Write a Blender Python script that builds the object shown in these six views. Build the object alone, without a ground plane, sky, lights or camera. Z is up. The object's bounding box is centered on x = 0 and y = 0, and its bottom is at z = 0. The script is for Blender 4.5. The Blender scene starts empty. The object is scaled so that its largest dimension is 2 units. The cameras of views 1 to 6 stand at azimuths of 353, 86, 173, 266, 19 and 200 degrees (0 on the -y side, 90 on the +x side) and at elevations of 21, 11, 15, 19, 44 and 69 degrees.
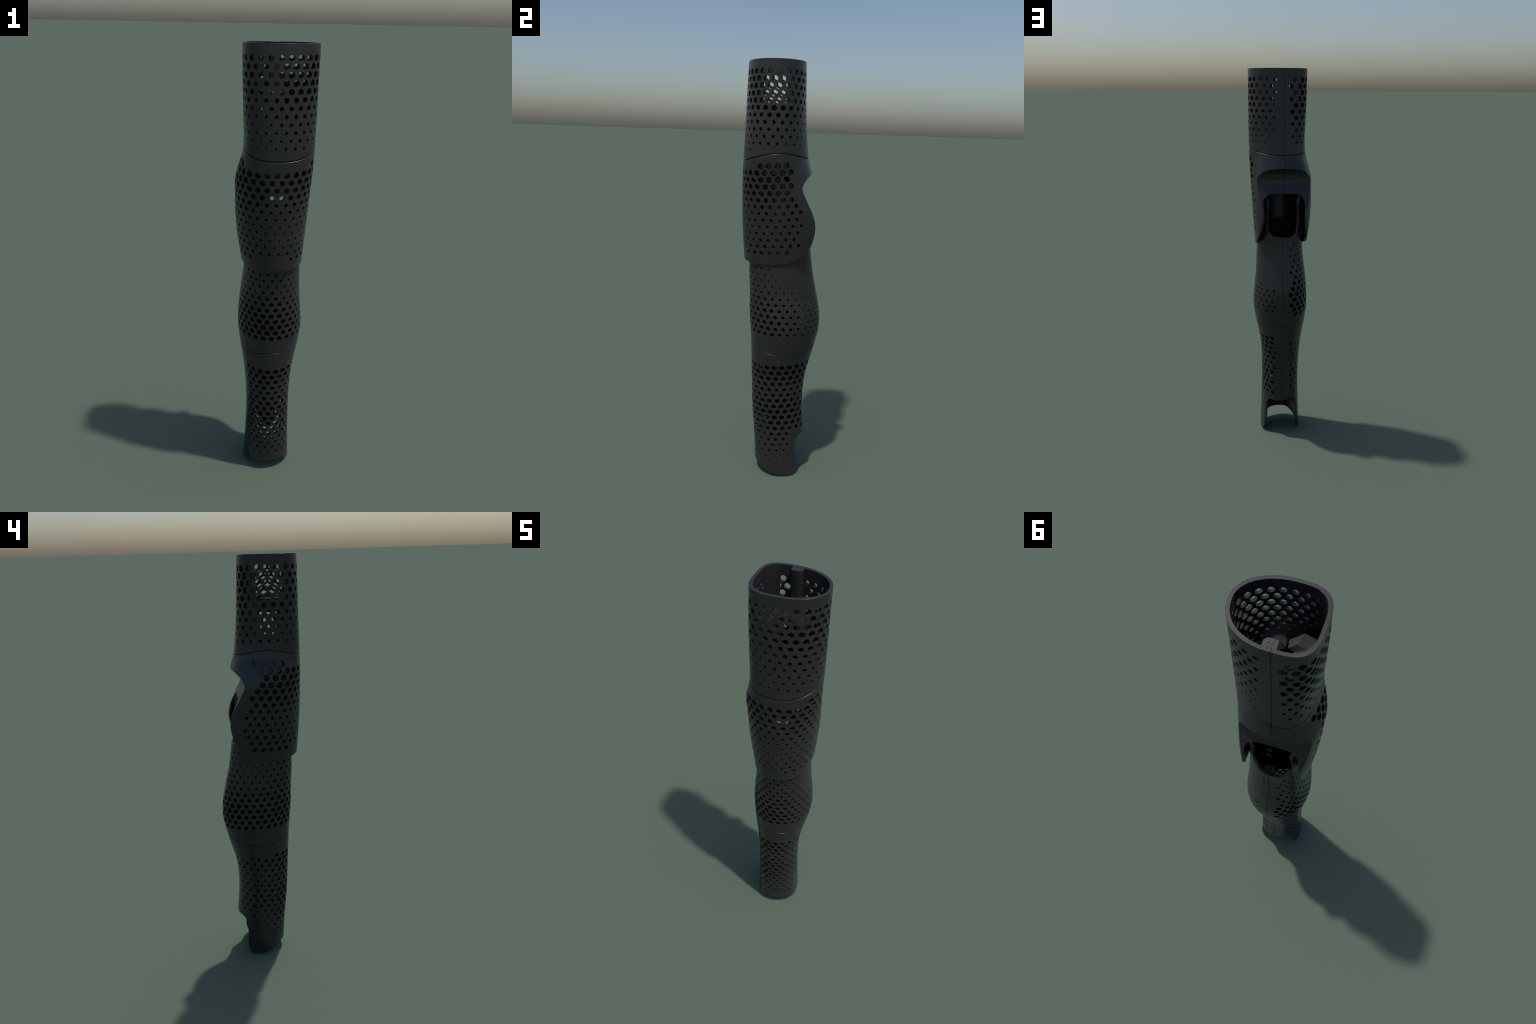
"""Perforated cover for an above-knee artificial leg: four thin plastic shells
(thigh, knee, calf, ankle) with hexagonal ventilation holes, closure rails along
the back seam, a faceted mounting insert in the thigh and a sleeve at the joint."""
import bpy, math
import numpy as np
from mathutils import Vector
from mathutils.geometry import delaunay_2d_cdt

# ----------------------------------------------------------------------------
# Cross-sections.  Each row: height z, then the extents (left, right, front, back),
# where the four extreme points sit (y of left, y of right, x of front, x of back)
# and the roundness exponent of the four quarters (front-left, front-right,
# back-left, back-right).  2 = ellipse, larger = squarer.
# ----------------------------------------------------------------------------
UPPER_SECTIONS = [
    (0.98, -0.1336, 0.1215, -0.1726, 0.1897, 0.0010, 0.0083, -0.0140, 0.0059, 1.80, 2.10, 2.85, 2.56),
    (1.10, -0.1349, 0.1368, -0.1800, 0.1900, -0.0013, 0.0077, -0.0125, 0.0065, 1.80, 2.12, 2.85, 2.49),
    (1.20, -0.1509, 0.1447, -0.1879, 0.1875, -0.0053, 0.0048, -0.0110, 0.0067, 1.80, 2.08, 2.85, 2.42),
    (1.30, -0.1600, 0.1512, -0.1937, 0.1804, -0.0122, -0.0043, -0.0073, 0.0058, 1.85, 2.07, 2.80, 2.32),
    (1.40, -0.1623, 0.1553, -0.1962, 0.1572, -0.0242, -0.0191, -0.0027, 0.0039, 1.99, 2.13, 2.72, 2.19),
    (1.45, -0.1632, 0.1585, -0.1963, 0.1408, -0.0353, -0.0281, -0.0005, 0.0025, 2.10, 2.16, 2.70, 2.11),
    (1.50, -0.1523, 0.1600, -0.1959, 0.1310, -0.0512, -0.0357, 0.0006, 0.0011, 2.28, 2.17, 2.75, 2.03),
    (1.56, -0.1360, 0.1633, -0.1944, 0.1130, -0.0665, -0.0400, 0.0009, -0.0005, 2.45, 2.16, 2.92, 1.97),
    (1.62, -0.1302, 0.1642, -0.1920, 0.1035, -0.0741, -0.0409, 0.0006, -0.0017, 2.60, 2.14, 3.10, 1.97),
    (1.72, -0.1326, 0.1655, -0.1881, 0.0947, -0.0746, -0.0447, -0.0003, -0.0030, 2.75, 2.10, 3.25, 2.01),
    (1.86, -0.1361, 0.1652, -0.1832, 0.0872, -0.0687, -0.0527, -0.0029, -0.0048, 2.90, 2.04, 3.40, 2.09),
    (2.00, -0.1372, 0.1661, -0.1784, 0.0823, -0.0579, -0.0602, -0.0059, -0.0066, 3.10, 2.01, 3.60, 2.19),
]
LOWER_SECTIONS = [
    (0.00, -0.1097, 0.1114, -0.1007, 0.1584, 0.0259, 0.0058, -0.0054, 0.0195, 2.14, 2.22, 2.26, 2.41),
    (0.12, -0.1049, 0.1057, -0.1043, 0.1480, 0.0192, 0.0014, -0.0075, 0.0175, 2.14, 2.23, 2.23, 2.31),
    (0.22, -0.1019, 0.1023, -0.1117, 0.1380, 0.0143, -0.0008, -0.0089, 0.0162, 2.14, 2.23, 2.20, 2.24),
    (0.34, -0.1010, 0.1004, -0.1215, 0.1279, 0.0110, -0.0005, -0.0098, 0.0148, 2.11, 2.23, 2.18, 2.16),
    (0.44, -0.1053, 0.1022, -0.1258, 0.1289, 0.0112, 0.0017, -0.0095, 0.0125, 2.07, 2.22, 2.15, 2.10),
    (0.52, -0.1117, 0.1083, -0.1288, 0.1384, 0.0127, 0.0070, -0.0092, 0.0082, 2.01, 2.21, 2.13, 2.05),
    (0.60, -0.1230, 0.1223, -0.1324, 0.1597, 0.0162, 0.0148, -0.0091, 0.0025, 1.95, 2.18, 2.12, 2.01),
    (0.68, -0.1351, 0.1392, -0.1362, 0.1803, 0.0207, 0.0220, -0.0087, -0.0008, 1.89, 2.17, 2.11, 1.98),
    (0.76, -0.1424, 0.1495, -0.1416, 0.1960, 0.0223, 0.0261, -0.0086, -0.0035, 1.88, 2.16, 2.12, 1.98),
    (0.84, -0.1406, 0.1444, -0.1477, 0.1936, 0.0191, 0.0247, -0.0082, -0.0042, 1.94, 2.15, 2.14, 1.99),
    (0.92, -0.1340, 0.1360, -0.1485, 0.1777, 0.0139, 0.0185, -0.0063, -0.0042, 2.01, 2.16, 2.15, 2.02),
    (1.02, -0.1227, 0.1304, -0.1538, 0.1555, 0.0065, 0.0079, -0.0029, -0.0036, 2.10, 2.18, 2.17, 2.04),
    (1.15, -0.1159, 0.1249, -0.1533, 0.1378, -0.0030, -0.0054, 0.0015, -0.0026, 2.22, 2.20, 2.20, 2.08),
    (1.28, -0.1240, 0.1310, -0.1560, 0.1390, -0.0030, -0.0054, 0.0015, -0.0026, 2.22, 2.20, 2.20, 2.08),
    (1.50, -0.1270, 0.1340, -0.1570, 0.1380, -0.0030, -0.0054, 0.0015, -0.0026, 2.22, 2.20, 2.20, 2.08),
]
WALL = 0.0130            # shell thickness
JOINT_GAP = 0.0028       # shadow gap between neighbouring shells
SEAM_GAP = 0.0018        # split line down the back

# Edge curves, all drawn in the side view (y, z) and cut straight across in x
THIGH_KNEE_JOINT = [(-.205, 1.553), (-.194, 1.557), (-.16, 1.570), (-.12, 1.583), (-.085, 1.591), (-.04, 1.5955),
                    (0.0, 1.5935), (.04, 1.5865), (.08, 1.578), (.11, 1.571), (.14, 1.566)]
CALF_ANKLE_JOINT = [(-.16, .676), (-.135, .669), (-.10, .658), (-.06, .648), (-.02, .6415), (.02, .639), (.06, .642),
                    (.10, .649), (.14, .659), (.18, .670), (.21, .676)]
# knee shell: from the back lip, round the cut-out, over the flap, along the lower edge to the front
KNEE_EDGE = [(.129, 1.5045), (.121, 1.5010), (.111, 1.4940), (.098, 1.484), (.0850, 1.469), (.0765, 1.4535), (.074, 1.441),
             (.077, 1.425), (.0835, 1.410), (.1015, 1.374), (.122, 1.334), (.136, 1.300), (.1425, 1.270), (.1437, 1.250),
             (.1405, 1.225), (.136, 1.207), (.1285, 1.184), (.117, 1.160), (.102, 1.143), (.0905, 1.131), (.078, 1.121),
             (.056, 1.107), (.017, 1.093), (-.027, 1.085), (-.07, 1.082), (-.12, 1.0815), (-.155, 1.0835), (-.170, 1.087),
             (-.181, 1.089)]
# calf shell: upper edge, from the low back rim, up the rails beside the knee opening, down to the front
CALF_EDGE = [(.140, 1.146), (.131, 1.148), (.119, 1.158), (.109, 1.173), (.1035, 1.192), (.104, 1.22), (.109, 1.27),
             (.1135, 1.31), (.1115, 1.336), (.099, 1.362), (.079, 1.385), (.058, 1.405), (.044, 1.430), (.022, 1.460), (-.015, 1.482), (-.06, 1.487),
             (-.098, 1.474), (-.124, 1.456), (-.139, 1.430), (-.1475, 1.396), (-.1525, 1.380), (-.158, 1.376)]
# ankle shell: lower edge, from the heel arch, down the lobe, to the raised front
ANKLE_EDGE = [(.1405, .2065), (.130, .2095), (.1165, .2080), (.105, .200), (.0975, .188), (.0945, .168), (.0935, .13),
              (.095, .085), (.0955, .062), (.094, .045), (.0885, .024), (.079, .009), (.066, .0028), (.050, .0009),
              (.028, .0014), (.010, .005), (-.009, .0115), (-.042, .028), (-.070, .042), (-.085, .050), (-.097, .0545),
              (-.1035, .055)]


def smooth_polyline(points, step):
    """Catmull-Rom curve through the points, resampled at about `step`."""
    p = np.array(points, float)
    q = np.vstack([2 * p[0] - p[1], p, 2 * p[-1] - p[-2]])
    out = []
    for i in range(1, len(q) - 2):
        for t in np.linspace(0, 1, 12, endpoint=False):
            a, b, c, d = q[i - 1:i + 3]
            out.append(.5 * (2 * b + (c - a) * t + (2 * a - 5 * b + 4 * c - d) * t * t + (3 * b - a - 3 * c + d) * t ** 3))
    out.append(p[-1])
    return resample(np.array(out), step)


def resample(p, step):
    d = np.r_[0, np.cumsum(np.linalg.norm(np.diff(p, axis=0), axis=1))]
    n = max(2, int(round(d[-1] / step)) + 1)
    t = np.linspace(0, d[-1], n)
    return np.stack([np.interp(t, d, p[:, k]) for k in range(p.shape[1])], 1)


def curve_of_y(points):
    c = smooth_polyline(points, .004)
    return lambda y: np.interp(y, c[:, 0], c[:, 1])


class Surface:
    """Closed tube through the cross-sections, addressed by (s, z): s is the distance
    walked round the section from the front line, positive towards +x."""
    NQ = 900

    def __init__(self, rows, dz=.004):
        rows = np.array(rows)
        zk, P = rows[:, 0], rows[:, 1:]
        self.z = np.arange(zk[0], zk[-1] + dz * .5, dz)
        h = np.diff(zk); d = np.diff(P, axis=0) / h[:, None]
        m = np.zeros_like(P); m[0] = d[0]; m[-1] = d[-1]
        m[1:-1] = (d[:-1] * h[1:, None] + d[1:] * h[:-1, None]) / (h[:-1] + h[1:])[:, None]
        i = np.clip(np.searchsorted(zk, self.z) - 1, 0, len(zk) - 2)
        t = ((self.z - zk[i]) / h[i])[:, None]; H = h[i][:, None]
        p = (2*t**3-3*t**2+1)*P[i] + (t**3-2*t**2+t)*H*m[i] + (-2*t**3+3*t**2)*P[i+1] + (t**3-t**2)*H*m[i+1]
        th = np.linspace(-math.pi / 2, 1.5 * math.pi, 1601)
        c, s = np.cos(th), np.sin(th)
        right, back = c >= 0, s >= 0
        p = p[:, None, :]
        n = np.where(right, np.where(back, p[..., 11], p[..., 9]), np.where(back, p[..., 10], p[..., 8]))
        ac, as_ = np.abs(c) ** (2 / n), np.abs(s) ** (2 / n)
        xc = np.where(back, p[..., 7], p[..., 6]); yc = np.where(right, p[..., 5], p[..., 4])
        x = xc + np.where(right, (p[..., 1] - xc) * ac, -(xc - p[..., 0]) * ac)
        y = yc + np.where(back, (p[..., 3] - yc) * as_, -(yc - p[..., 2]) * as_)
        self.q = np.linspace(0, 1, self.NQ + 1)
        self.X = np.empty((len(self.z), self.NQ + 1)); self.Y = np.empty_like(self.X); self.L = np.empty(len(self.z))
        for k in range(len(self.z)):
            a = np.r_[0, np.cumsum(np.hypot(np.diff(x[k]), np.diff(y[k])))]
            self.L[k] = a[-1]
            self.X[k] = np.interp(self.q * a[-1], a, x[k]); self.Y[k] = np.interp(self.q * a[-1], a, y[k])
        # unit normals
        for _ in range(1):
            ex = np.roll(self.X[:, :-1], -1, 1) - np.roll(self.X[:, :-1], 1, 1)
            ey = np.roll(self.Y[:, :-1], -1, 1) - np.roll(self.Y[:, :-1], 1, 1)
            # light smoothing round the section keeps the quarter joints clean
            for _k in range(6):
                ex = (np.roll(ex, 1, 1) + 2 * ex + np.roll(ex, -1, 1)) / 4
                ey = (np.roll(ey, 1, 1) + 2 * ey + np.roll(ey, -1, 1)) / 4
            gx = np.gradient(self.X[:, :-1], self.z, axis=0); gy = np.gradient(self.Y[:, :-1], self.z, axis=0)
            N = np.cross(np.stack([ex, ey, np.zeros_like(ex)], -1), np.stack([gx, gy, np.ones_like(gx)], -1))
            N /= np.linalg.norm(N, axis=2)[..., None]
            self.N = np.concatenate([N, N[:, :1]], 1)

    def length(self, z):
        return np.interp(z, self.z, self.L)

    def _look(self, A, q, z):
        q = np.mod(q, 1.0) * self.NQ
        i = np.clip(q.astype(int), 0, self.NQ - 1); fq = q - i
        w = (np.asarray(z) - self.z[0]) / (self.z[1] - self.z[0])
        j = np.clip(w.astype(int), 0, len(self.z) - 2); fz = np.clip(w - j, -.5, 1.5)
        if A.ndim == 3:
            fq, fz = fq[:, None], fz[:, None]
        return (A[j, i] * (1 - fq) + A[j, i + 1] * fq) * (1 - fz) + (A[j + 1, i] * (1 - fq) + A[j + 1, i + 1] * fq) * fz

    def point(self, s, z):
        s = np.atleast_1d(np.asarray(s, float)); z = np.atleast_1d(np.asarray(z, float)) + 0 * s
        q = s / self.length(z)
        n = self._look(self.N, q, z)
        n /= np.linalg.norm(n, axis=1)[:, None]
        return np.stack([self._look(self.X, q, z), self._look(self.Y, q, z), z], 1), n

    def y_at(self, q, z):
        return self._look(self.Y, np.asarray(q, float), np.asarray(z, float))

    def s_for_y(self, y, z, side):
        """distance s at which the section at height z reaches depth y on one side"""
        qq = np.linspace(0, .5, 500)
        out = []
        for yy, zz in zip(y, z):
            Y = self.y_at(qq * side, np.full(500, zz))
            Y = np.maximum.accumulate(Y)
            out.append(side * np.interp(yy, Y, qq) * float(self.length(zz)))
        return np.array(out)

    def seam_s(self, x, z):
        """s (negative branch) of the back line at x"""
        qq = np.linspace(.35, .65, 600)
        out = []
        for zz in np.atleast_1d(z):
            X = self._look(self.X, qq, np.full(600, zz))
            q = np.interp(-x, -X, qq)          # x falls as q grows across the back
            out.append((q - 1.0) * float(self.length(zz)))
        return np.array(out)


UPPER = Surface(UPPER_SECTIONS)
LOWER = Surface(LOWER_SECTIONS)


# ----------------------------------------------------------------------------
# materials
# ----------------------------------------------------------------------------
def plastic(name, colour, rough, bump=.02, scale=260.0):
    m = bpy.data.materials.new(name); m.use_nodes = True
    nt = m.node_tree; b = nt.nodes["Principled BSDF"]
    tc = nt.nodes.new("ShaderNodeTexCoord")
    n1 = nt.nodes.new("ShaderNodeTexNoise"); n1.inputs["Scale"].default_value = 9.0; n1.inputs["Detail"].default_value = 3
    n2 = nt.nodes.new("ShaderNodeTexNoise"); n2.inputs["Scale"].default_value = scale; n2.inputs["Detail"].default_value = 2
    ramp = nt.nodes.new("ShaderNodeValToRGB")
    c = np.array(colour)
    ramp.color_ramp.elements[0].position = .3; ramp.color_ramp.elements[0].color = (*(c * .96), 1)
    ramp.color_ramp.elements[1].position = .7; ramp.color_ramp.elements[1].color = (*(c * 1.04), 1)
    mr = nt.nodes.new("ShaderNodeMapRange")
    mr.inputs["To Min"].default_value = rough - .03; mr.inputs["To Max"].default_value = rough + .03
    bp = nt.nodes.new("ShaderNodeBump"); bp.inputs["Strength"].default_value = bump; bp.inputs["Distance"].default_value = .001
    for n in (n1, n2):
        nt.links.new(tc.outputs["Object"], n.inputs["Vector"])
    nt.links.new(n1.outputs["Fac"], ramp.inputs["Fac"]); nt.links.new(ramp.outputs["Color"], b.inputs["Base Color"])
    nt.links.new(n1.outputs["Fac"], mr.inputs["Value"]); nt.links.new(mr.outputs["Result"], b.inputs["Roughness"])
    nt.links.new(n2.outputs["Fac"], bp.inputs["Height"]); nt.links.new(bp.outputs["Normal"], b.inputs["Normal"])
    b.inputs["Specular IOR Level"].default_value = .5
    return m


SHELL = plastic("dark_grey_plastic", (.0232, .0230, .0227), .29)
INSERT = plastic("dark_insert_plastic", (.0085, .0083, .0082), .60)
INSERT.node_tree.nodes["Principled BSDF"].inputs["Specular IOR Level"].default_value = .28


def add_mesh(name, verts, faces, material, parent, normals=None, smooth=True):
    me = bpy.data.meshes.new(name)
    me.from_pydata([tuple(map(float, v)) for v in verts], [], [tuple(map(int, f)) for f in faces])
    me.materials.append(material)
    me.polygons.foreach_set("use_smooth", [smooth] * len(me.polygons))
    me.update()
    if normals is not None:
        me.normals_split_custom_set([tuple(map(float, n)) for n in normals])
    ob = bpy.data.objects.new(name, me)
    bpy.context.scene.collection.objects.link(ob)
    ob.parent = parent
    return ob


# ----------------------------------------------------------------------------
# shell builder
# ----------------------------------------------------------------------------
def in_polygon(pts, poly):
    x, y = pts[:, 0], pts[:, 1]
    inside = np.zeros(len(pts), bool)
    a, b = poly, np.roll(poly, -1, 0)
    for (x0, y0), (x1, y1) in zip(a, b):
        if y0 == y1:
            continue
        hit = ((y0 > y) != (y1 > y)) & (x < (x1 - x0) * (y - y0) / (y1 - y0) + x0)
        inside ^= hit
    return inside


def distance_to(pts, line):
    d = np.full(len(pts), 9.0)
    for a, b in zip(line[:-1], line[1:]):
        v = b - a; L = v @ v
        if L < 1e-14:
            continue
        t = np.clip(((pts - a) @ v) / L, 0, 1)
        d = np.minimum(d, np.linalg.norm(pts - a - t[:, None] * v, axis=1))
    return d


HEX = np.array([(math.sin(k * math.pi / 3), math.cos(k * math.pi / 3)) for k in range(6)])   # point upwards


def build_shell(name, surf, loop, rim_flags, holes, parent, material=SHELL, wall=WALL, lift=0.0, round_edge=.0038,
                grid=(.0115, .014)):
    """loop: closed outline in (s, z), anticlockwise.  rim_flags: per vertex, how much the edge is rounded (0 = sharp).
    holes: (s, z, width)"""
    loop = np.array(loop); rim_flags = np.array(rim_flags)
    area = .5 * np.sum(loop[:, 0] * np.roll(loop[:, 1], -1) - np.roll(loop[:, 0], -1) * loop[:, 1])
    if area < 0:
        loop, rim_flags = loop[::-1], rim_flags[::-1]
    n = len(loop)
    verts = [tuple(p) for p in loop]
    depth = [round_edge * float(f) for f in rim_flags]
    exact = [not f for f in rim_flags]
    edges = [(i, (i + 1) % n) for i in range(n)]
    tang = np.roll(loop, -1, 0) - np.roll(loop, 1, 0)
    tang /= np.linalg.norm(tang, axis=1)[:, None]
    inward = np.stack([-tang[:, 1], tang[:, 0]], 1)
    if round_edge > 0:
        for d, ex in ((.13, False), (.45, False), (1.0, True)):
            for i in range(n):
                if rim_flags[i] and rim_flags[i - 1] and rim_flags[(i + 1) % n]:
                    e = round_edge * float(rim_flags[i])
                    verts.append(tuple(loop[i] + inward[i] * d * e))
                    depth.append(e * (1 - math.sqrt(max(0, 1 - (1 - d) ** 2)))); exact.append(ex)
    hex_polys = []
    for s, z, w in holes:
        r = w / math.sqrt(3)
        pts = HEX * r + (s, z)
        hex_polys.append(pts)
        k0 = len(verts)
        sub = 2 if w > .014 else 1
        ring = []
        for k in range(6):
            for t in range(sub):
                ring.append(pts[k] + (pts[(k + 1) % 6] - pts[k]) * t / sub)
        verts += [tuple(p) for p in ring]; depth += [0.0] * len(ring); exact += [True] * len(ring)
        edges += [(k0 + k, k0 + (k + 1) % len(ring)) for k in range(len(ring))]
    # fill points
    lo, hi = loop.min(0), loop.max(0)
    gs, gz = np.meshgrid(np.arange(lo[0], hi[0], grid[0]), np.arange(lo[1], hi[1], grid[1]))
    gs = gs + (np.arange(gs.shape[0]) % 2)[:, None] * grid[0] * .5
    G = np.stack([gs.ravel(), gz.ravel()], 1)
    G = G[in_polygon(G, loop)]
    G = G[distance_to(G, np.vstack([loop, loop[:1]])) > max(round_edge * 1.5, .003)]
    H = np.array([(s, z, w) for s, z, w in holes]) if len(holes) else np.zeros((0, 3))
    if len(H):
        keep = np.ones(len(G), bool)
        for s, z, w in H:
            keep &= np.hypot(G[:, 0] - s, G[:, 1] - z) > w * .58 + .0025
        G = G[keep]
    verts += [tuple(p) for p in G]; depth += [0.0] * len(G); exact += [True] * len(G)
    v2, _e, tris, orig, *_ = delaunay_2d_cdt([Vector(v) for v in verts], edges, [], 0, 1e-7)
    V = np.array([(v.x, v.y) for v in v2])
    dep = np.array([depth[o[0]] if o else 0.0 for o in orig]); exa = np.array([exact[o[0]] if o else True for o in orig])
    T = []
    for f in tris:
        f = list(f)
        for k in range(1, len(f) - 1):
            T.append((f[0], f[k], f[k + 1]))
    T = np.array(T)
    c = V[T].mean(1)
    keep = in_polygon(c, loop)
    if len(H):
        for (s, z, w), poly in zip(H, hex_polys):
            d = np.abs(c - (s, z))
            near = np.nonzero((d[:, 0] < w * .62) & (d[:, 1] < w * .62) & keep)[0]
            if len(near):
                keep[near[in_polygon(c[near], poly)]] = False
    T = T[keep]
    a = V[T[:, 1]] - V[T[:, 0]]; b = V[T[:, 2]] - V[T[:, 0]]
    ar = a[:, 0] * b[:, 1] - a[:, 1] * b[:, 0]
    T[ar < 0] = T[ar < 0][:, ::-1]
    T = T[np.abs(ar) > 1e-12]
    used = np.unique(T); remap = -np.ones(len(V), int); remap[used] = np.arange(len(used))
    V, dep, exa, T = V[used], dep[used], exa[used], remap[T]
    P, N = surf.point(V[:, 0], V[:, 1])
    outer = P + N * lift - N * dep[:, None]
    inner = P + N * lift - N * wall
    nv = len(V)
    # boundary edges = directed edges without a twin
    E = np.concatenate([T[:, [0, 1]], T[:, [1, 2]], T[:, [2, 0]]])
    key = {(int(i), int(j)) for i, j in E}
    bound = [(i, j) for i, j in key if (j, i) not in key]
    bound.sort()
    faces = [tuple(t) for t in T] + [tuple(t + nv) for t in T[:, ::-1]] + [(j, i, i + nv, j + nv) for i, j in bound]
    allv = np.vstack([outer, inner])
    # normals: exact on the skin, averaged on the rounded edge, flat on cut walls
    fn = np.cross(outer[T[:, 1]] - outer[T[:, 0]], outer[T[:, 2]] - outer[T[:, 0]])
    vn = np.zeros((nv, 3))
    for k in range(3):
        np.add.at(vn, T[:, k], fn)
    vn /= np.maximum(np.linalg.norm(vn, axis=1), 1e-15)[:, None]
    on = np.where(exa[:, None], N, vn)
    ln = [on[T].reshape(-1, 3), -N[T[:, ::-1]].reshape(-1, 3)]
    wall_n = []
    for i, j in bound:
        w = np.cross(inner[i] - outer[i], outer[j] - outer[i]); w = w / max(np.linalg.norm(w), 1e-12)
        w = -w if False else w
        wall_n += [w] * 4
    ob = add_mesh(name, allv, faces, material, parent)
    # wall winding / normal agreement
    me = ob.data
    fnw = np.array([me.polygons[len(T) * 2 + k].normal[:] for k in range(len(bound))]) if bound else np.zeros((0, 3))
    ln.append(np.repeat(fnw, 4, axis=0))
    me.normals_split_custom_set([tuple(map(float, q)) for q in np.vstack(ln)])
    return ob


def loop_from_curves(surf, seam_x, top=None, bottom=None, step=.005):
    """Outline of a shell, cut open along the back seam.
    top / bottom: ('height', z(y)) for an edge given as height over depth,
                  ('profile', [(y, z)...]) for an edge drawn from back to front,
                  ('flat', z)."""
    def edge(spec):
        kind, data = spec
        if kind == 'profile':
            pr = smooth_polyline(data, step)
            sp = surf.s_for_y(pr[:, 0], pr[:, 1], +1); sm = surf.s_for_y(pr[:, 0], pr[:, 1], -1)
            z_end = pr[0, 1]
            s0 = surf.seam_s(seam_x, z_end)[0]; s1 = s0 + float(surf.length(z_end))
            plus = np.stack([sp, pr[:, 1]], 1); minus = np.stack([sm, pr[:, 1]], 1)
            plus = plus[plus[:, 0] < s1 - .004]; minus = minus[minus[:, 0] > s0 + .004]
            e = np.vstack([[[s0 + SEAM_GAP / 2, z_end]], minus, plus[::-1][1:], [[s1 - SEAM_GAP / 2, z_end]]])
            return resample_keep(e, step)
        qs = np.linspace(-.62, .62, 700)
        if kind == 'flat':
            z = np.full(700, float(data))
        else:
            z = np.full(700, float(np.mean([data(y) for y in (-.1, 0, .1)])))
            for _ in range(12):
                z = data(surf.y_at(qs, z))
        s = qs * surf.length(z)
        zb = float(np.interp(.5, qs, z))
        s0 = surf.seam_s(seam_x, zb)[0]; s1 = s0 + float(surf.length(zb))
        s0 += SEAM_GAP / 2; s1 -= SEAM_GAP / 2
        k = (s > s0 + .002) & (s < s1 - .002)
        e = np.vstack([[[s0, zb]], np.stack([s[k], z[k]], 1), [[s1, zb]]])
        return resample_keep(e, step)

    def resample_keep(e, st):
        return resample(e, st)

    eb, et = edge(bottom), edge(top)
    zr = np.linspace(eb[-1, 1], et[-1, 1], max(3, int(abs(et[-1, 1] - eb[-1, 1]) / .012)))[1:-1]
    ss = surf.seam_s(seam_x, zr)
    right = np.stack([ss + surf.length(zr) - SEAM_GAP / 2, zr], 1)
    left = np.stack([ss + SEAM_GAP / 2, zr], 1)[::-1]
    loop = np.vstack([eb, right, et[::-1], left])
    flags = [True] * len(eb) + [False] * len(right) + [True] * len(et) + [False] * len(left)
    return loop, flags, np.array(eb), np.array(et)


def lattice(z0, dz, count, pitch, phase, rise):
    """rows of staggered holes, first row at z0 going down"""
    for r in range(count):
        zr = z0 - dz * r
        s0 = phase(zr) + (pitch / 2 if r % 2 else 0)
        for k in range(-16, 17):
            s = s0 + k * pitch
            yield r, s, zr + rise(s, zr)


def table(*pairs):
    a = np.array(pairs, float)
    return lambda v: float(np.interp(v, a[:, 0], a[:, 1]))


# ----------------------------------------------------------------------------
# assembly
# ----------------------------------------------------------------------------
root = bpy.data.objects.new("prosthetic_leg_cover", None)
bpy.context.scene.collection.objects.link(root)
root["label"] = "dark grey perforated prosthetic leg cover with hexagonal holes"
root["category"] = "prosthetic leg"

j1 = curve_of_y(THIGH_KNEE_JOINT)
j2 = curve_of_y(CALF_ANKLE_JOINT)
X_THIGH, X_KNEE, X_CALF = -.008, -.009, .006

# --- thigh -------------------------------------------------------------------
loop, flags, eb, et = loop_from_curves(UPPER, X_THIGH, top=('flat', 2.0), bottom=('height', lambda y: j1(y) + JOINT_GAP / 2))
flags = [.3 if (f and z > 1.95) else f for f, (_s, z) in zip(flags, loop)]        # crisp top rim
size_z = table((1.60, .30), (1.64, .32), (1.67, .34), (1.70, .375), (1.732, .425), (1.763, .48), (1.794, .56), (1.825, .62),
               (1.885, .66), (1.95, .63))
size_s = table((-.42, .98), (-.24, 1.0), (-.16, .86), (-.10, .71), (-.06, .76), (0, .87), (.06, .96), (.20, 1.0), (.28, .96),
               (.36, .79), (.45, .65))
holes = []
for r, s, z in lattice(1.947, .0308, 12, .0395, lambda z: .0015, lambda s, z: -.005 * (s / .40) ** 2 if s < 0 else -.003 * (s / .44) ** 2):
    if not -.425 < s < .455:
        continue
    if distance_to(np.array([(s, z)]), eb)[0] < .034:
        continue
    t = (1.95 - z) / .31
    holes.append((s, z, .0416 * size_z(z) * size_s(s) ** (1 + .9 * t)))
thigh = build_shell("thigh_cover", UPPER, loop, flags, holes, root)

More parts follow.
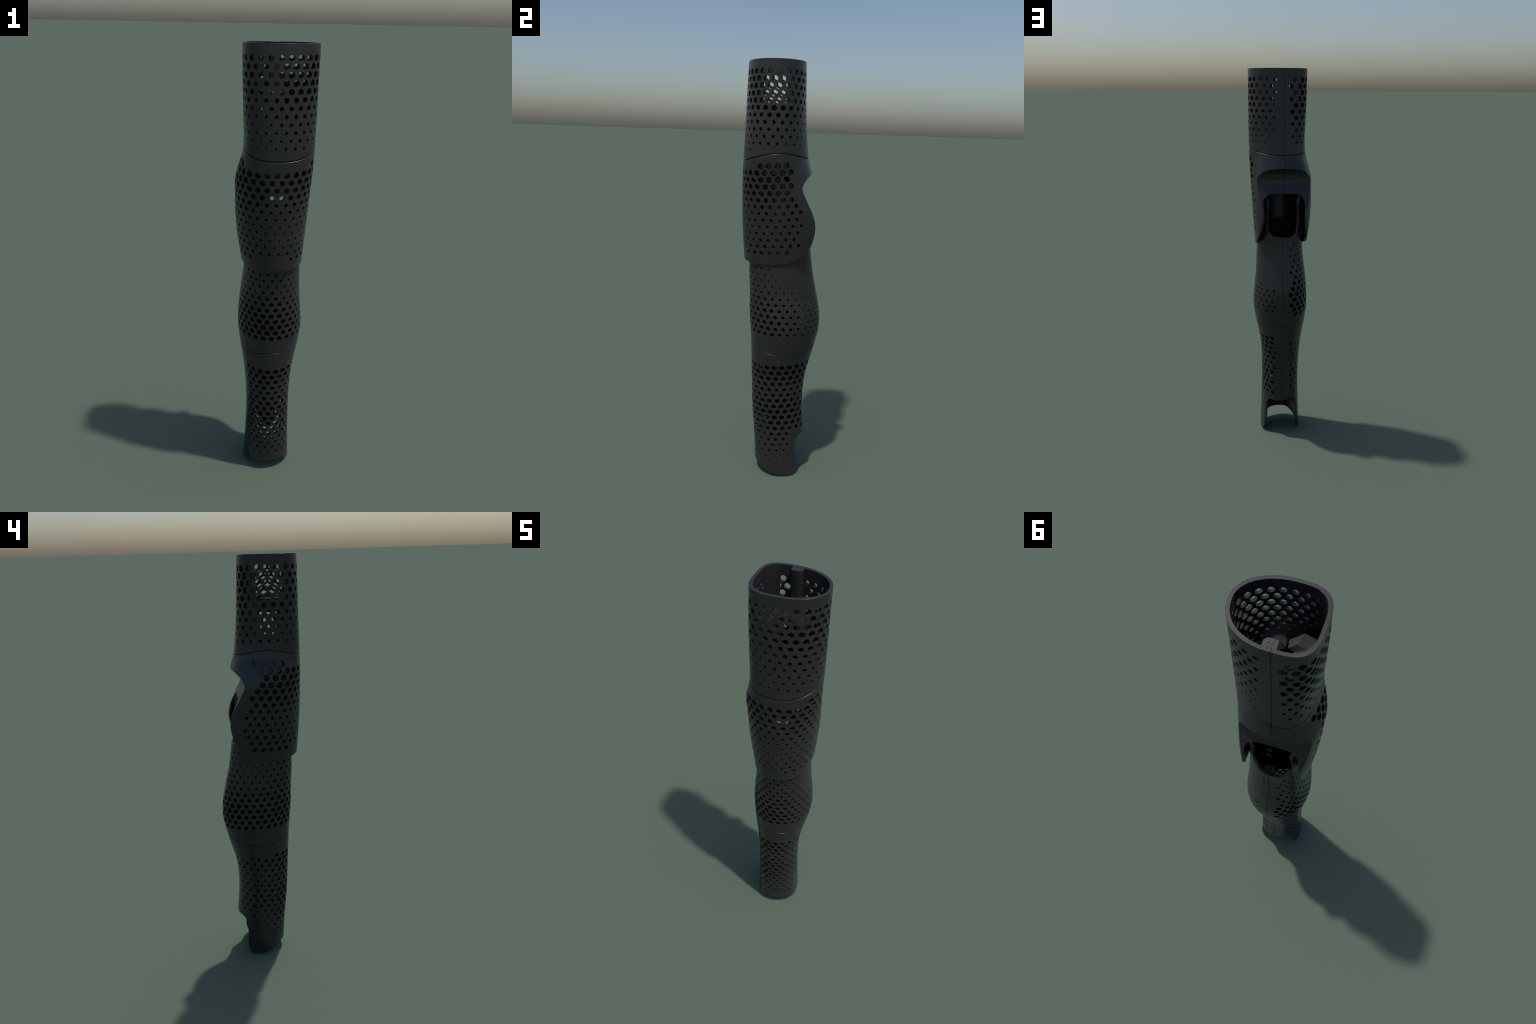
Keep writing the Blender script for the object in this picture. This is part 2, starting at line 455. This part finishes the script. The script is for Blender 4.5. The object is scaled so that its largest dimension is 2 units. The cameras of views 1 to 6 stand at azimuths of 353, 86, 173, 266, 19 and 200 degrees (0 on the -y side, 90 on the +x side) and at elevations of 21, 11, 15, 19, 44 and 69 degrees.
# --- knee --------------------------------------------------------------------
def top_knee(y):
    return j1(y) - JOINT_GAP / 2
loop, flags, eb, et = loop_from_curves(UPPER, X_KNEE, top=('height', top_knee), bottom=('profile', KNEE_EDGE))
last_plus = [.288, .308, .291, .312, .293, .313, .333, .354, .336, .355, .336, .318, .337, .278]
last_minus = [.306, .292, .276, .298, .313, .331, .310, .329, .348, .326, .345, .322, .300, .275]
row_size = [.70, .69, .68, .66, .61, .54, .46, .40, .36, .34, .36, .39, .44, .50]
dip = table((1.10, .36), (1.18, .38), (1.25, .45), (1.34, .36), (1.42, .26), (1.55, .20))
holes = []
for r, s, z in lattice(1.533, .0306, 14, .0395, lambda z: .0190 - .010 * (z - 1.135) / .37, lambda s, z: (.013 if s > 0 else .009) * (s / .31) ** 2):
    if s > last_plus[r] + .013 or s < -last_minus[r] - .013:
        continue
    if (r == 0 and not (-.32 < s < -.17 or .15 < s < .30)) or (r == 13 and -.09 < s < .06):
        continue
    holes.append((s, z, .0405 * row_size[r] * (1 - dip(z) * math.exp(-(s / .12) ** 2))))
knee = build_shell("knee_cover", UPPER, loop, flags, holes, root, round_edge=.0027)

# --- calf --------------------------------------------------------------------
loop, flags, eb, et = loop_from_curves(LOWER, X_CALF, top=('profile', CALF_EDGE), bottom=('height', lambda y: j2(y) + JOINT_GAP * .35))
size_z = table((.747, .63), (.775, .68), (.80, .69), (.85, .66), (.88, .60), (.917, .52), (.95, .43), (1.0, .37), (1.06, .33), (1.2, .35))
k_top = table((-.42, 1.0), (-.34, .80), (-.286, .58), (-.21, .62), (-.18, .75), (-.142, .9), (0, 1), (.08, .8), (.157, .6),
              (.194, .42), (.23, .33), (.267, .24), (.30, .12), (.33, .0), (.46, .0))
k_low = table((-.42, .97), (-.3, .85), (-.25, .78), (-.15, .86), (0, 1), (.146, .78), (.22, .65), (.294, .53), (.37, .42), (.45, .5))
holes = []
for r, s, z in lattice(1.1743, .0285, 16, .0371, lambda z: .007 + .011 * (1.06 - z) / .3, lambda s, z: .004 * max(0, s) / .3 - .010 * (max(0, -s) / .38) ** 2.5):
    L = float(LOWER.length(z)); sm = float(LOWER.seam_s(X_CALF, z)[0])
    if s < sm + .038 or s > sm + L - .040:
        continue
    if distance_to(np.array([(s, z)]), et)[0] < .030:
        continue
    if r < 4 and -.25 < s < .31:
        continue                      # plain where the shell slides under the knee
    t = min(1, max(0, (z - .87) / .19))
    w = .0371 * size_z(z) * (k_top(s) * t + k_low(s) * (1 - t))
    if r == 2 and s > .31:
        w = .0042                     # two last pin holes under the knee flap
    if w > .0022:
        holes.append((s, z, w))
calf = build_shell("calf_cover", LOWER, loop, flags, holes, root, round_edge=.0028)

# --- ankle -------------------------------------------------------------------
loop, flags, eb, et = loop_from_curves(LOWER, X_CALF, top=('height', lambda y: j2(y) - JOINT_GAP * .35), bottom=('profile', ANKLE_EDGE))
size_z = table((.05, .25), (.078, .28), (.107, .31), (.135, .35), (.165, .39), (.19, .44), (.22, .50), (.25, .58), (.28, .65), (.31, .67),
               (.34, .67), (.37, .65), (.395, .60), (.425, .52), (.453, .49), (.48, .56), (.51, .62), (.54, .66), (.569, .68))
size_s = table((-.36, .56), (-.22, .56), (-.16, .63), (-.10, .82), (-.03, 1), (.22, 1), (.36, .86))
def ankle_rise(s, z):
    top = min(1, max(0, (z - .28) / .28))
    return (.008 + .032 * top) * (s / .345) ** 2 if s < 0 else (.004 + .012 * top) * (s / .361) ** 2
holes = []
for r, s, z in lattice(.568, .0289, 19, .0373, lambda z: -.010 + .016 * (.569 - z) / .46, ankle_rise):
    L = float(LOWER.length(z)); sm = float(LOWER.seam_s(X_CALF, z)[0])
    if s < sm + .042 or s > sm + L - .033:
        continue
    if (r == 0 and s < -.135) or (r == 1 and s < -.262) or (r == 18 and s > 0):
        continue
    if distance_to(np.array([(s, z)]), eb)[0] < .034:
        continue
    below = np.interp(s, eb[:, 0], eb[:, 1]) if abs(s) < .22 else 0
    if z - below < .0435:
        continue
    holes.append((s, z, .0373 * size_z(z) * size_s(s)))
ankle = build_shell("ankle_cover", LOWER, loop, flags, holes, root, round_edge=.0014)

# --- sleeve inside the thigh/knee joint ---------------------------------------
low = table((-.21, 1.500), (.03, 1.500), (.07, 1.520), (.10, 1.540), (.15, 1.545))
loop, flags, eb, et = loop_from_curves(UPPER, X_KNEE, top=('flat', 1.603), bottom=('height', lambda y: np.array([low(v) for v in np.atleast_1d(y)])))
build_shell("joint_sleeve", UPPER, loop, [False] * len(flags), [], thigh, wall=.0085, lift=-.0150 + .0, round_edge=0.0)


def strip_loop(s0, s1, z_low, z_high, step=.010):
    """rectangular outline in (s, z)"""
    corner = np.array([(s0, z_low), (s1, z_low), (s1, z_high), (s0, z_high), (s0, z_low)])
    pts = []
    for a, b in zip(corner[:-1], corner[1:]):
        n = max(2, int(np.linalg.norm(b - a) / step))
        pts += [a + (b - a) * k / n for k in range(n)]
    return np.array(pts)


# corner pads lining the flat inner side of the thigh, closing the holes behind them
for s0, s1 in ((-.383, -.288), (-.172, -.083)):
    loop = strip_loop(s0, s1, 1.615, 1.9992)
    build_shell("corner_pad", UPPER, loop, [False] * len(loop), [], thigh, wall=.0028, lift=-.0124, round_edge=0.0)
# baffle hanging inside the front of the joint
loop = strip_loop(-.11, .15, 1.408, 1.535)
build_shell("joint_baffle", UPPER, loop, [False] * len(loop), [], thigh, wall=.0060, lift=-.060, round_edge=0.0)


# --- back wall of the knee cut-out ---------------------------------------------
profile = smooth_polyline(KNEE_EDGE, .002)
profile = profile[(profile[:, 1] > 1.296)]
profile = profile[profile[:, 1].argsort()]
OPENING = [(.1045, 1.296), (.1050, 1.318), (.1020, 1.340), (.0930, 1.357), (.0780, 1.3665), (.0530, 1.372), (-.009, 1.3735),
           (-.059, 1.372), (-.083, 1.3665), (-.0985, 1.357), (-.1095, 1.340), (-.1140, 1.318), (-.1135, 1.296)]


def back_wall(name, side):
    """half of the wall: ruled straight across in x from the shell edge to the seam, with the rounded opening cut out"""
    zz = np.arange(1.296, 1.5065, .004)
    yy = np.interp(zz, profile[:, 1], profile[:, 0])
    s = UPPER.s_for_y(yy, zz, side)
    P, N = UPPER.point(s, zz)
    xe = P[:, 0] - side * .0035
    op = smooth_polyline(OPENING, .004)
    seam = X_KNEE + side * SEAM_GAP / 2
    op = op[op[:, 0] > seam + .001] if side > 0 else op[op[:, 0] < seam - .001][::-1]
    z_seam = 1.3735
    col = np.arange(1.5065, z_seam, -.004)[1:]
    edge_pts = np.stack([xe, zz], 1)
    loop = np.vstack([edge_pts, [[seam, 1.5065]], np.stack([np.full(len(col), seam), col], 1), [[seam, z_seam]], op[::-1]])
    n = len(loop)
    edges = [(i, (i + 1) % n) for i in range(n)]
    gx, gz = np.meshgrid(np.arange(-.16, .16, .010), np.arange(1.30, 1.506, .0045))
    G = np.stack([gx.ravel(), gz.ravel()], 1)
    G = G[in_polygon(G, loop)]; G = G[distance_to(G, np.vstack([loop, loop[:1]])) > .003]
    v2, _e, tris, *_ = delaunay_2d_cdt([Vector(p) for p in loop] + [Vector(p) for p in G], edges, [], 0, 1e-7)
    V = np.array([(v.x, v.y) for v in v2])
    T = np.array([t for t in tris if len(t) == 3]); T = T[in_polygon(V[T].mean(1), loop)]
    yv = np.interp(V[:, 1], profile[:, 1], profile[:, 0])
    dy = (np.interp(V[:, 1] + .003, profile[:, 1], profile[:, 0]) - np.interp(V[:, 1] - .003, profile[:, 1], profile[:, 0])) / .006
    nrm = np.stack([np.zeros(len(V)), np.ones(len(V)), -dy], 1); nrm /= np.linalg.norm(nrm, axis=1)[:, None]
    outer = np.stack([V[:, 0], yv, V[:, 1]], 1) - nrm * .0008
    inner = outer - nrm * .011
    a = V[T[:, 1]] - V[T[:, 0]]; b = V[T[:, 2]] - V[T[:, 0]]
    flip = (a[:, 0] * b[:, 1] - a[:, 1] * b[:, 0]) > 0
    T[flip] = T[flip][:, ::-1]
    nv = len(V)
    key = {(int(i), int(j)) for t in T for i, j in ((t[0], t[1]), (t[1], t[2]), (t[2], t[0]))}
    bound = sorted((i, j) for i, j in key if (j, i) not in key)
    faces = [tuple(t) for t in T] + [tuple(t + nv) for t in T[:, ::-1]] + [(j, i, i + nv, j + nv) for i, j in bound]
    ob = add_mesh(name, np.vstack([outer, inner]), faces, SHELL, knee)
    ln = [nrm[T].reshape(-1, 3), -nrm[T[:, ::-1]].reshape(-1, 3)]
    k0 = 2 * len(T)
    ln.append(np.repeat(np.array([ob.data.polygons[k0 + k].normal[:] for k in range(len(bound))]), 4, axis=0))
    ob.data.normals_split_custom_set([tuple(map(float, q)) for q in np.vstack(ln)])
    return ob


back_wall("back_wall", +1)
back_wall("back_wall", -1)


# --- closure rails along the seam ------------------------------------------------
# interlocking arrow, offsets from the seam line: (x, inward depth from the outer skin)
ARROW = [(0, -.004), (.000, .012), (.002, .0165), (.006, .0185), (.010, .0175), (.0115, .012), (.0215, .0230), (.0115, .0330),
         (.0115, .0275), (.006, .0255), (.001, .0270), (-.0005, .0330), (-.0005, .0460)]


def rail_sections():
    """two halves of the rail cross-section, split along the arrow"""
    a = np.array(ARROW)
    dense = [a[0]]
    for p, q in zip(a[:-1], a[1:]):
        dense += [p + (q - p) * t for t in (.5, 1.0)]
    a = np.array(dense)
    t = np.gradient(a, axis=0); t /= np.linalg.norm(t, axis=1)[:, None]
    nrm = np.stack([t[:, 1], -t[:, 0]], 1) * .0006          # towards +x
    tip = .0455
    right = [(.031, .0105), (.031, .026)] + [(.031 - .016 + .016 * math.cos(u), tip - .016 + .016 * math.sin(u)) for u in np.linspace(0.2, math.pi / 2, 7)]
    left = [(-.014, .0105), (-.014, .034)] + [(-.014 + .009 - .009 * math.cos(u), tip - .009 + .009 * math.sin(u)) for u in np.linspace(0.2, math.pi / 2, 6)]
    ap, am = a + nrm, a - nrm
    inside = lambda arr: arr[(arr[:, 1] > .0108) & (arr[:, 1] < tip - .0003)]
    ap, am = inside(ap), inside(am)
    poly_r = [(ap[0, 0], .0105)] + right + [(ap[-1, 0], tip)] + [tuple(p) for p in ap[::-1]]
    poly_l = [(am[0, 0], .0105)] + left + [(am[-1, 0], tip)] + [tuple(p) for p in am[::-1]]
    return np.array(poly_r), np.array(poly_l)


def closure_rail(surf, seam_x, z0, z1, parent, step=.02):
    zz = np.linspace(z0, z1, max(2, int((z1 - z0) / step)))
    s = surf.seam_s(seam_x, zz)
    P, _n = surf.point(s, zz)
    for poly in rail_sections():
        n = len(poly)
        v2, _e, tris, *_ = delaunay_2d_cdt([Vector(p) for p in poly], [(i, (i + 1) % n) for i in range(n)], [], 0, 1e-8)
        if len(v2) != n:
            continue
        cap = np.array([t for t in tris if len(t) == 3]); cap = cap[in_polygon(poly[cap].mean(1), poly)]
        verts = []
        for p in P:
            for x, d in poly:
                verts.append((p[0] + x, p[1] - d, p[2]))
        faces = []
        m = len(P)
        area = .5 * np.sum(poly[:, 0] * np.roll(poly[:, 1], -1) - np.roll(poly[:, 0], -1) * poly[:, 1])
        for k in range(m - 1):
            for i in range(n):
                j = (i + 1) % n
                q = (k * n + i, k * n + j, (k + 1) * n + j, (k + 1) * n + i)
                faces.append(q if area < 0 else q[::-1])
        for t in cap:
            a, b, c = poly[t[0]], poly[t[1]], poly[t[2]]
            ccw = ((b - a)[0] * (c - a)[1] - (b - a)[1] * (c - a)[0]) > 0
            t = tuple(t) if ccw else tuple(t[::-1])
            faces.append(tuple(int(x) for x in t))                          # bottom cap (depth runs to -y)
            faces.append(tuple(int(x) + (m - 1) * n for x in t[::-1]))      # top cap
        ob = add_mesh("closure_rail", verts, faces, SHELL, parent, smooth=True)
        ob.data.set_sharp_from_angle(angle=math.radians(38))


closure_rail(UPPER, X_THIGH, 1.585, 1.9992, thigh)
closure_rail(LOWER, X_CALF, .685, 1.1440, calf)
closure_rail(LOWER, X_CALF, .225, .655, ankle)


# --- faceted mounting insert in the thigh ------------------------------------------
def mounting_insert():
    cx, cy = -.005, -.020
    hx, hy = -.014, -.020
    # angle, reach from the centre, height of the outer edge, height of the crest
    ring = [(-88, .072, 1.806, 1.800), (-66, .105, 1.822, 1.808), (-42, .102, 1.818, 1.802), (-15, .085, 1.812, 1.796), (15, .085, 1.805, 1.794),
            (45, .095, 1.800, 1.794), (72, .092, 1.812, 1.804), (90, .086, 1.820, 1.810), (108, .092, 1.828, 1.818), (140, .118, 1.832, 1.822),
            (168, .125, 1.820, 1.812), (195, .125, 1.816, 1.806), (222, .130, 1.818, 1.806), (245, .108, 1.822, 1.808), (268, .072, 1.806, 1.800)]
    halves = [[r for r in ring if r[0] <= 90], [r for r in ring if r[0] >= 90]]
    for h, gap in zip(halves, (.0015, -.0015)):
        rows = []
        for ang, reach, zo, zi in h:
            a = math.radians(ang)
            # distance to the inner wall in this direction
            q = np.linspace(0, 1, 721)
            X = UPPER._look(UPPER.X, q, np.full(721, 1.80)) - cx; Y = UPPER._look(UPPER.Y, q, np.full(721, 1.80)) - cy
            d = (np.arctan2(Y, X) - a + math.pi) % (2 * math.pi) - math.pi
            k = np.argmin(np.abs(d)); R = min(reach, math.hypot(X[k], Y[k]) - WALL - .001)
            o = (cx + R * math.cos(a) + gap, cy + R * math.sin(a))
            mid = (hx + (o[0] - hx) * .60 + gap, hy + (o[1] - hy) * .60)
            inn = (hx + .043 * math.cos(a) + gap, hy + .043 * math.sin(a))
            rows.append([(o[0], o[1], zo - .045), (o[0], o[1], zo), (mid[0], mid[1], zi + .002 * ((ang // 35) % 2)),
                         (inn[0], inn[1], zi - .012), (inn[0], inn[1], zi - .040), (mid[0], mid[1], zo - .060)])
        verts = [p for r in rows for p in r]
        faces = []
        for k in range(len(rows) - 1):
            for i in range(6):
                a0, a1 = k * 6 + i, k * 6 + (i + 1) % 6
                b0, b1 = a0 + 6, a1 + 6 if (i + 1) % 6 else (k + 1) * 6
                b1 = (k + 1) * 6 + (i + 1) % 6
                faces += [(a0, b0, b1), (a0, b1, a1)] if (k + i) % 2 else [(a0, b0, a1), (b0, b1, a1)]
        faces.append(tuple(range(6))); faces.append(tuple(range(len(verts) - 1, len(verts) - 7, -1)))
        ob = add_mesh("mounting_insert", verts, faces, INSERT, thigh, smooth=False)
        import bmesh
        bm = bmesh.new(); bm.from_mesh(ob.data); bmesh.ops.recalc_face_normals(bm, faces=bm.faces[:]); bm.to_mesh(ob.data); bm.free()


mounting_insert()


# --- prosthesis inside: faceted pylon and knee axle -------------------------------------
def faceted_column(name, stations, sides, parent, axis="z", turn=0.0):
    """low-sided solid through (x, y, z, radius_a, radius_b) stations"""
    verts, faces = [], []
    for x, y, z, ra, rb in stations:
        for k in range(sides):
            a = 2 * math.pi * (k + .5) / sides + turn
            c, d = ra * math.cos(a), rb * math.sin(a)
            verts.append((x + c, y + d, z) if axis == "z" else (x, y + c, z + d))
    for r in range(len(stations) - 1):
        for k in range(sides):
            a, b = r * sides + k, r * sides + (k + 1) % sides
            faces.append((a, b, b + sides, a + sides))
    faces.append(tuple(range(sides))[::-1]); faces.append(tuple(len(verts) - sides + k for k in range(sides)))
    ob = add_mesh(name, verts, faces, INSERT, parent, smooth=False)
    import bmesh
    bm = bmesh.new(); bm.from_mesh(ob.data); bmesh.ops.recalc_face_normals(bm, faces=bm.faces[:]); bm.to_mesh(ob.data); bm.free()
    return ob


faceted_column("inner_pylon", [(0, .010, .215, .040, .048), (0, .004, .30, .046, .060), (0, -.002, .50, .050, .072), (0, .002, .60, .052, .070),
                               (0, .006, .63, .036, .048)], 8, root)
faceted_column("side_plate", [(.088, .012, .680, .005, .054), (.094, .011, .74, .007, .078), (.096, .009, .86, .007, .083), (.093, .002, .94, .006, .076),
                              (.089, -.004, .985, .004, .050)], 8, calf)
loop = strip_loop(-.165, .12, .70, .95)
build_shell("front_liner", LOWER, loop, [False] * len(loop), [], calf, material=INSERT, wall=.004, lift=-.034, round_edge=0.0)


def front_trough():
    """faceted half-tube standing behind the shin, open to the back"""
    arc = [(-.096, -.018), (-.086, -.060), (-.056, -.092), (-.010, -.106), (.034, -.099), (.062, -.074)]
    verts, faces = [], []
    for x, y in arc:
        k = .92
        verts += [(x, y, 1.195), (x * k, y * k + .002, 1.195), (x * k, y * k + .002, 1.110), (x, y, 1.110)]
    for i in range(len(arc) - 1):
        for c in range(4):
            a, b = i * 4 + c, i * 4 + (c + 1) % 4
            faces.append((a, b, b + 4, a + 4))
    faces.append((0, 3, 2, 1)); e = 4 * (len(arc) - 1); faces.append((e, e + 1, e + 2, e + 3))
    ob = add_mesh("shin_liner", verts, faces, INSERT, calf, smooth=True)
    import bmesh
    bm = bmesh.new(); bm.from_mesh(ob.data); bmesh.ops.recalc_face_normals(bm, faces=bm.faces[:]); bm.to_mesh(ob.data); bm.free()
    ob.data.set_sharp_from_angle(angle=math.radians(30))


front_trough()


# --- raised marks beside the calf seam -----------------------------------------------
def raised_marks():
    ring = [(.006 * math.cos(u), .0045 * math.sin(u)) for u in np.linspace(0, 2 * math.pi, 17)]
    strokes = [[(x - .001, z + 1.083) for x, z in ring],
               [(-.008, 1.073), (.002, 1.066), (.008, 1.062)], [(-.004, 1.0585), (.004, 1.0585)],
               [(-.004, 1.053), (.003, 1.050), (.0045, 1.043), (.002, 1.038)],
               [(-.006, 1.112), (.006, 1.113)], [(-.005, .984), (.000, .980), (.006, .976)],
               [(-.007, 1.046), (-.007, 1.020)]]
    verts, faces = [], []
    for st in strokes:
        st = np.array(st)
        t = np.gradient(st, axis=0); t /= np.maximum(np.linalg.norm(t, axis=1), 1e-9)[:, None]
        n = np.stack([t[:, 1], -t[:, 0]], 1) * .0007
        k0 = len(verts)
        for p, d in zip(st, n):
            sm = float(LOWER.seam_s(X_CALF, p[1])[0]) + float(LOWER.length(p[1]))
            for off, lift in ((-1, -.001), (-.7, .0007), (.7, .0007), (1, -.001)):
                P, N = LOWER.point([sm - .021 + p[0] + d[0] * off], [p[1] + d[1] * off])
                verts.append(P[0] + N[0] * lift)
        for k in range(len(st) - 1):
            for i in range(3):
                a = k0 + k * 4 + i
                faces.append((a, a + 4, a + 5, a + 1))
        e = k0 + (len(st) - 1) * 4
        faces.append((k0, k0 + 1, k0 + 2, k0 + 3)); faces.append((e + 3, e + 2, e + 1, e))
    ob = add_mesh("raised_lettering", verts, faces, SHELL, calf, smooth=False)
    import bmesh
    bm = bmesh.new(); bm.from_mesh(ob.data); bmesh.ops.recalc_face_normals(bm, faces=bm.faces[:]); bm.to_mesh(ob.data); bm.free()


raised_marks()
